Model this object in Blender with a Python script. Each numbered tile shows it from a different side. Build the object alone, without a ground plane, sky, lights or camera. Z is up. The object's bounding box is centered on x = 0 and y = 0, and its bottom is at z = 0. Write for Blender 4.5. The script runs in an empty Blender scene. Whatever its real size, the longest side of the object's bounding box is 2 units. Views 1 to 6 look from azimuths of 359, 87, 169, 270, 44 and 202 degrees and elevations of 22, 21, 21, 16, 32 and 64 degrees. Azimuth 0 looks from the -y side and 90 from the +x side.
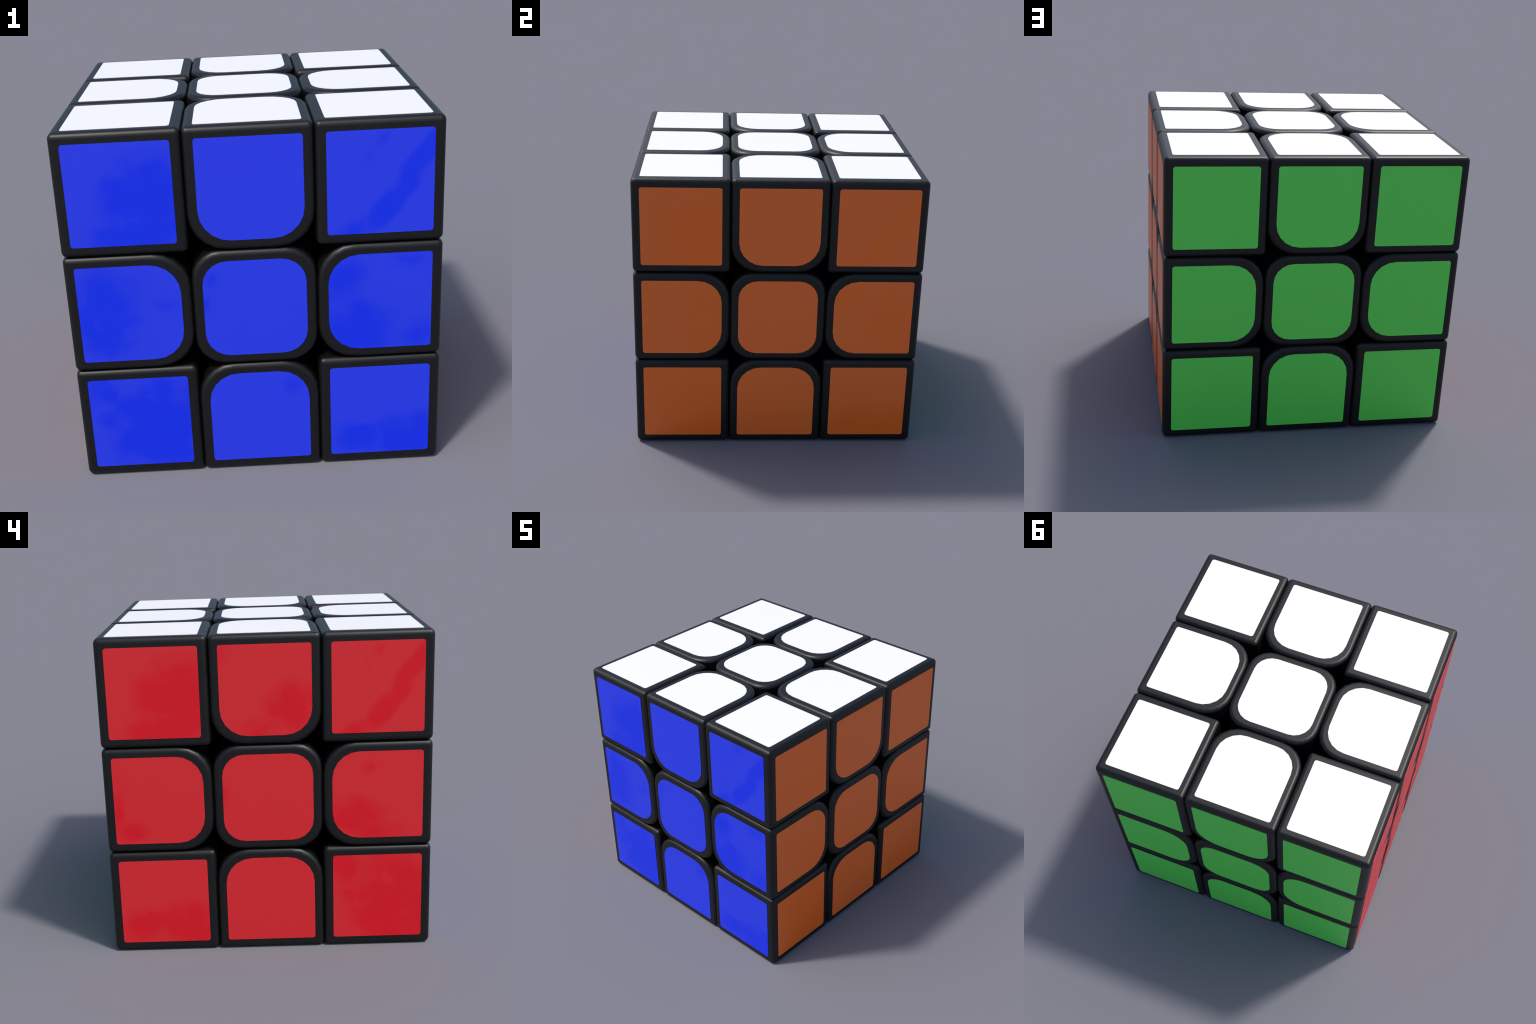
"""A 3x3x3 twisty puzzle cube: 26 black plastic pieces round a hidden core,
each outer face carrying a thin coloured sticker."""
import bpy, bmesh, math
from mathutils import Vector, Matrix

# ------------------------------------------------------------------ sizes (m)
PITCH = 0.6655          # distance between piece centres
HALF = 0.3324           # half the side of a piece
BEVEL = 0.031           # rounding of the pieces' edges
EDGE_R = 0.200          # big rounding of the edge pieces' inner corners
MIDDLE_R = 0.160        # big rounding of the centre pieces' corners
ARC_SEG = 5             # facets of that rounding, as in the original
STICK = 0.275           # half the side of a sticker
STICK_T = 0.0021        # how far a sticker stands proud
STICK_EDGE_R = 0.166    # large sticker corner on an edge piece
STICK_MIDDLE_R = 0.133  # large sticker corner on a centre piece
STICK_r = 0.016         # small sticker corner
CENTRE = Vector((0, 0, 1.0))

# faces of the cube: outward normal, right and up as seen from outside
FACES = {
    'blue':   (Vector((0, -1, 0)), Vector((1, 0, 0)),  Vector((0, 0, 1))),
    'orange': (Vector((1, 0, 0)),  Vector((0, 1, 0)),  Vector((0, 0, 1))),
    'green':  (Vector((0, 1, 0)),  Vector((-1, 0, 0)), Vector((0, 0, 1))),
    'red':    (Vector((-1, 0, 0)), Vector((0, -1, 0)), Vector((0, 0, 1))),
    'white':  (Vector((0, 0, 1)),  Vector((1, 0, 0)),  Vector((0, 1, 0))),
    'yellow': (Vector((0, 0, -1)), Vector((1, 0, 0)),  Vector((0, -1, 0))),
}
COLOURS = {
    'blue':   (0.001, 0.026, 0.81),
    'orange': (0.98, 0.165, 0.012),
    'green':  (0.120, 0.83, 0.090),
    'red':    (0.72, 0.003, 0.012),
    'white':  (0.79, 0.785, 0.775),
    'yellow': (0.80, 0.62, 0.03),
}

# Polished (deeper-coloured, shinier) patches of the stickers, by face and by slot
# (column, row) as seen from outside: x, y, half-width, half-height, turn in
# degrees, strength; in units of half a sticker.
TOP_LEFT = [(0.60, -0.25, 1.0, 1.05, 20, 2.0), (0.0, -0.95, 0.75, 0.5, 0, 1.4)]
TOP_RIGHT = [(0.48, 0.02, 1.60, 0.24, 54, 1.9), (-0.55, -0.95, 0.55, 0.20, 20, 1.4),
             (0.05, 0.85, 0.24, 0.14, 50, 0.8), (-0.2, 0.5, 0.2, 0.25, 0, 0.4)]
MOSTLY_DEEP = [(0.38, -0.15, 1.05, 1.2, 0, 2.0), (-0.75, 0.75, 0.5, 0.45, 30, 1.6),
        (-0.6, 0.05, 0.40, 0.25, -20, 1.0)]
LOW = [(0.55, -0.60, 0.8, 0.6, 0, 1.7), (-0.45, -0.60, 0.65, 0.45, 10, 1.5)]
PATCHES = {
    'blue': {
        (-1, 1): TOP_LEFT, (1, 1): TOP_RIGHT, (-1, -1): MOSTLY_DEEP, (1, -1): LOW,
        (-1, 0): [(-0.5, 0.0, 0.75, 1.05, 8, 1.6), (-0.1, 0.65, 0.5, 0.35, 20, 0.9),
                  (0.65, 0.20, 0.35, 0.2, -10, 0.8)],
        (1, 0): [(-0.45, -0.55, 0.85, 0.75, 10, 1.6), (-0.7, 0.45, 0.5, 0.7, 0, 1.2),
                 (0.75, -0.7, 0.6, 0.4, 20, 0.9), (0.6, 0.85, 0.5, 0.25, 0, 0.8)],
        (0, 0): [(-0.8, 0.62, 0.22, 0.2, 0, 0.8), (-0.95, 0.15, 0.18, 0.3, 0, 0.8)],
        (0, -1): [(0.72, 0.65, 0.25, 0.28, 30, 1.1)],
    },
    'red': {
        (-1, 1): TOP_LEFT, (1, 1): TOP_RIGHT, (1, -1): MOSTLY_DEEP, (-1, -1): LOW,
        (0, 1): [(0.6, -0.35, 0.65, 0.65, 10, 1.7), (-0.1, -0.9, 0.7, 0.3, 0, 1.2),
                 (-0.95, 0.8, 0.3, 0.6, 0, 0.7)],
        (-1, 0): [(-0.9, -0.2, 0.25, 1.0, 3, 0.9), (-0.6, -0.75, 0.45, 0.3, 10, 1.1)],
        (1, 0): [(-0.5, -0.45, 0.8, 0.45, -8, 1.5), (-0.1, -0.85, 0.7, 0.35, 0, 1.1),
                 (-0.2, 0.7, 0.3, 0.2, 40, 0.8)],
        (0, 0): [(-0.95, 0.1, 0.15, 0.35, 0, 0.8)],
    },
    'orange': {
        (-1, 1): TOP_LEFT, (1, 1): TOP_RIGHT, (-1, -1): MOSTLY_DEEP, (1, -1): LOW,
        (-1, 0): [(0.55, -0.1, 0.6, 1.0, 0, 1.3)],
        (1, 0): [(0.5, -0.2, 0.7, 1.0, 0, 1.4), (-0.6, 0.6, 0.5, 0.5, 0, 1.0)],
    },
}

# ------------------------------------------------------------------ materials
def new_material(name):
    m = bpy.data.materials.new(name)
    m.use_nodes = True
    nt = m.node_tree
    return m, nt, nt.nodes['Principled BSDF']

def node(nt, kind, **inputs):
    n = nt.nodes.new(kind)
    for k, v in inputs.items():
        n.inputs[int(k[1:]) if k[0] == 'i' and k[1:].isdigit() else k].default_value = v
    return n

def math_node(nt, op, a, b, clamp=False):
    n = nt.nodes.new('ShaderNodeMath')
    n.operation, n.use_clamp = op, clamp
    for i, s in enumerate((a, b)):
        if isinstance(s, (int, float)):
            n.inputs[i].default_value = s
        else:
            nt.links.new(s, n.inputs[i])
    return n.outputs[0]

def plastic_material():
    m, nt, bsdf = new_material('black_plastic')
    bsdf.inputs['Base Color'].default_value = (0.003, 0.003, 0.003, 1)
    bsdf.inputs['Roughness'].default_value = 0.45
    bsdf.inputs['Specular IOR Level'].default_value = 0.44
    return m

ROUGH_MATT, ROUGH_POLISHED = 0.41, 0.34
PALE_MIX, PALE_TONE = 0.037, (0.43, 0.42, 0.33)   # greyish lift of the colour outside the patches: amount, tone

def sticker_material(name, colour, patches, seed):
    """Vinyl sheet: plain colour, matt, with softly bordered polished patches
    of deeper colour, and very faint wrinkles."""
    m, nt, bsdf = new_material(name)
    L = nt.links.new
    tc = nt.nodes.new('ShaderNodeTexCoord')
    co = tc.outputs['Object']
    shift = nt.nodes.new('ShaderNodeMapping')
    shift.inputs['Location'].default_value = (seed * 1.7, seed * -2.3, seed * 0.9)
    L(co, shift.inputs['Vector'])
    # faint wrinkles
    n1 = node(nt, 'ShaderNodeTexNoise', Scale=16.0, Detail=6.0, Roughness=0.62)
    n1.inputs['Distortion'].default_value = 1.2
    L(shift.outputs[0], n1.inputs['Vector'])
    bump = node(nt, 'ShaderNodeBump', Strength=0.10, Distance=0.004)
    L(n1.outputs[0], bump.inputs['Height'])
    L(bump.outputs[0], bsdf.inputs['Normal'])
    paled = [c + (d - c) * PALE_MIX for c, d in zip(colour, PALE_TONE)]
    bsdf.inputs['Base Color'].default_value = (*paled, 1)
    if not patches:
        bsdf.inputs['Roughness'].default_value = ROUGH_MATT
        return m
    # cloudy distortion of the patch borders
    warp = node(nt, 'ShaderNodeTexNoise', Scale=5.0, Detail=2.0, Roughness=0.45)
    L(shift.outputs[0], warp.inputs['Vector'])
    sub = nt.nodes.new('ShaderNodeVectorMath'); sub.operation = 'SUBTRACT'
    L(warp.outputs['Color'], sub.inputs[0]); sub.inputs[1].default_value = (.5, .5, .5)
    sc = nt.nodes.new('ShaderNodeVectorMath'); sc.operation = 'MULTIPLY'
    L(sub.outputs[0], sc.inputs[0]); sc.inputs[1].default_value = (.09, .09, 0)
    add = nt.nodes.new('ShaderNodeVectorMath'); add.operation = 'ADD'
    L(co, add.inputs[0]); L(sc.outputs[0], add.inputs[1])
    total = None
    for x, y, rx, ry, turn, power in patches:
        mp = nt.nodes.new('ShaderNodeMapping'); mp.vector_type = 'TEXTURE'
        mp.inputs['Location'].default_value = (x * STICK, y * STICK, STICK_T)
        mp.inputs['Rotation'].default_value = (0, 0, math.radians(turn))
        mp.inputs['Scale'].default_value = (1.28 * rx * STICK, 1.28 * ry * STICK, 1)
        L(add.outputs[0], mp.inputs['Vector'])
        g = nt.nodes.new('ShaderNodeTexGradient'); g.gradient_type = 'SPHERICAL'
        L(mp.outputs[0], g.inputs['Vector'])
        p = math_node(nt, 'MULTIPLY', g.outputs['Fac'], power)
        total = p if total is None else math_node(nt, 'MAXIMUM', total, p)
    cloud = node(nt, 'ShaderNodeTexNoise', Scale=8.0, Detail=2.0, Roughness=0.5)
    L(shift.outputs[0], cloud.inputs['Vector'])
    mottle = math_node(nt, 'MULTIPLY_ADD', cloud.outputs[0], 2.3)
    mottle.node.inputs[2].default_value = -0.12
    total = math_node(nt, 'MULTIPLY', total, mottle)
    ramp = nt.nodes.new('ShaderNodeMapRange'); ramp.interpolation_type = 'SMOOTHSTEP'
    ramp.inputs['From Min'].default_value = 0.0
    ramp.inputs['From Max'].default_value = 1.20
    L(total, ramp.inputs['Value'])
    rough = math_node(nt, 'MULTIPLY_ADD', ramp.outputs[0], ROUGH_POLISHED - ROUGH_MATT)
    rough.node.inputs[2].default_value = ROUGH_MATT
    L(rough, bsdf.inputs['Roughness'])
    mix = nt.nodes.new('ShaderNodeMix'); mix.data_type = 'RGBA'
    mix.inputs[6].default_value = (*paled, 1)
    mix.inputs[7].default_value = (*colour, 1)
    L(ramp.outputs[0], mix.inputs[0])
    L(mix.outputs[2], bsdf.inputs['Base Color'])
    return m

# ------------------------------------------------------------------ meshes
def smooth_mesh(name, bm):
    bmesh.ops.recalc_face_normals(bm, faces=bm.faces[:])
    me = bpy.data.meshes.new(name)
    bm.to_mesh(me); bm.free()
    for p in me.polygons:
        p.use_smooth = True
    return me

def weight_normals(me):
    """Area-weighted vertex normals: the flats stay flat, the bevels roll."""
    acc = [Vector() for _ in me.vertices]
    for p in me.polygons:
        for v in p.vertices:
            acc[v] += p.normal * p.area
    me.normals_split_custom_set_from_vertices([n.normalized() for n in acc])

def block(name, rounded, radius=0.0):
    """A cube whose edges chosen by `rounded(direction, middle)` are turned
    with the big radius; every other sharp edge gets the small bevel."""
    bm = bmesh.new()
    bmesh.ops.create_cube(bm, size=2 * HALF)
    big = []
    for e in bm.edges:
        d = (e.verts[1].co - e.verts[0].co).normalized()
        mid = (e.verts[0].co + e.verts[1].co) / 2 / HALF
        if rounded(d, mid):
            big.append(e)
    if big:
        bmesh.ops.bevel(bm, geom=big, offset=radius, offset_type='OFFSET',
                        segments=ARC_SEG, profile=0.5, affect='EDGES', clamp_overlap=True)
    bm.normal_update()
    sharp = [e for e in bm.edges if len(e.link_faces) == 2
             and e.calc_face_angle() > math.radians(30)]
    bmesh.ops.bevel(bm, geom=sharp, offset=BEVEL, offset_type='OFFSET',
                    segments=4, profile=0.5, affect='EDGES', clamp_overlap=True)
    bmesh.ops.remove_doubles(bm, verts=bm.verts[:], dist=1e-5)
    me = smooth_mesh(name, bm)
    weight_normals(me)
    return me

def corner_mesh():
    return block('corner_piece', lambda d, m: False)

def centre_mesh():           # faces +z
    return block('center_piece', lambda d, m: abs(d.z) > .9, MIDDLE_R)

def edge_mesh():             # shows its +y and +z sides, inner sides at -y, -z
    return block('edge_piece', lambda d, m:
                 (abs(d.z) > .9 and m.y < -.5) or (abs(d.y) > .9 and m.z < -.5), EDGE_R)

def sticker_mesh(round_corner, radius):
    """Thin plate; round_corner(sx, sy) tells which corners are large."""
    pts = []
    for sx, sy, a0 in ((1, 1, 0), (-1, 1, 90), (-1, -1, 180), (1, -1, 270)):
        r = radius if round_corner(sx, sy) else STICK_r
        cx, cy = sx * (STICK - r), sy * (STICK - r)
        n = ARC_SEG
        for i in range(n + 1):
            a = math.radians(a0 + 90 * i / n)
            pts.append((cx + r * math.cos(a), cy + r * math.sin(a)))
    bm = bmesh.new()
    rings = []
    for z in (-0.004, STICK_T):
        rings.append([bm.verts.new((x, y, z)) for x, y in pts])
    N = len(pts)
    for a, b in zip(rings, rings[1:]):
        for i in range(N):
            bm.faces.new((a[i], a[(i + 1) % N], b[(i + 1) % N], b[i]))
    bm.faces.new(rings[-1]); bm.faces.new(list(reversed(rings[0])))
    bmesh.ops.recalc_face_normals(bm, faces=bm.faces[:])
    me = bpy.data.meshes.new('sticker')
    bm.to_mesh(me); bm.free()
    me.materials.append(None)
    return me

# ------------------------------------------------------------------ assembly
scene = bpy.context.scene
def link(o, parent=None):
    scene.collection.objects.link(o)
    if parent:
        o.parent = parent
    return o

cube = link(bpy.data.objects.new('puzzle_cube', None))
cube['label'] = 'solved three by three puzzle cube with coloured stickers'
cube['category'] = 'puzzle cube'

plastic = plastic_material()
meshes = {1: centre_mesh(), 2: edge_mesh(), 3: corner_mesh()}
for me in meshes.values():
    me.materials.append(plastic)
stickers = {}
def sticker_for(c, r):
    if (c, r) not in stickers:
        if c and r:
            f = lambda sx, sy: False
        else:
            f = lambda sx, sy: not ((c and sx == c) or (r and sy == r))
        stickers[c, r] = sticker_mesh(f, STICK_EDGE_R if c or r else STICK_MIDDLE_R)
    return stickers[c, r]

def axes(x, y, z):
    return Matrix((x, y, z)).transposed()

NAMES = {1: 'center_piece', 2: 'edge_piece', 3: 'corner_piece'}
pieces = {}
for i in (-1, 0, 1):
    for j in (-1, 0, 1):
        for k in (-1, 0, 1):
            g = Vector((i, j, k))
            kind = abs(i) + abs(j) + abs(k)
            if not kind:
                continue
            if kind == 1:
                z = g.copy()
                x = Vector((z.y, z.z, z.x))
                rot = axes(x, z.cross(x), z)
            elif kind == 2:
                out = [Vector((g.x, 0, 0)), Vector((0, g.y, 0)), Vector((0, 0, g.z))]
                y, z = [v for v in out if v.length > .5]
                rot = axes(y.cross(z), y, z)
            else:
                rot = Matrix.Identity(3)
            o = bpy.data.objects.new(NAMES[kind], meshes[kind])
            link(o, cube)
            pose = Matrix.Translation(CENTRE + g * PITCH) @ rot.to_4x4()
            o.matrix_basis = pose
            pieces[i, j, k] = o, pose

mats = {}
for f, (face, (n, right, up)) in enumerate(FACES.items()):
    for c in (-1, 0, 1):
        for r in (-1, 0, 1):
            patches = PATCHES.get(face, {}).get((c, r))
            key = (face, c, r) if patches else face
            if key not in mats:
                mats[key] = sticker_material(face + '_vinyl', COLOURS[face], patches,
                                             3 * c + r + (0 if patches else f * 5))
            g = n + right * c + up * r
            piece, pose = pieces[tuple(int(round(v)) for v in g)]
            o = bpy.data.objects.new('sticker', sticker_for(c, r))
            link(o, piece)
            world = Matrix.Translation(CENTRE + g * PITCH + n * HALF) @ axes(right, up, n).to_4x4()
            o.matrix_basis = pose.inverted() @ world
            o.material_slots[0].link = 'OBJECT'
            o.material_slots[0].material = mats[key]

# hidden core that the centre pieces turn on
bm = bmesh.new()
bmesh.ops.create_icosphere(bm, subdivisions=3, radius=0.36)
core = link(bpy.data.objects.new('core', smooth_mesh('core', bm)), cube)
core.data.materials.append(plastic)
core.location = CENTRE
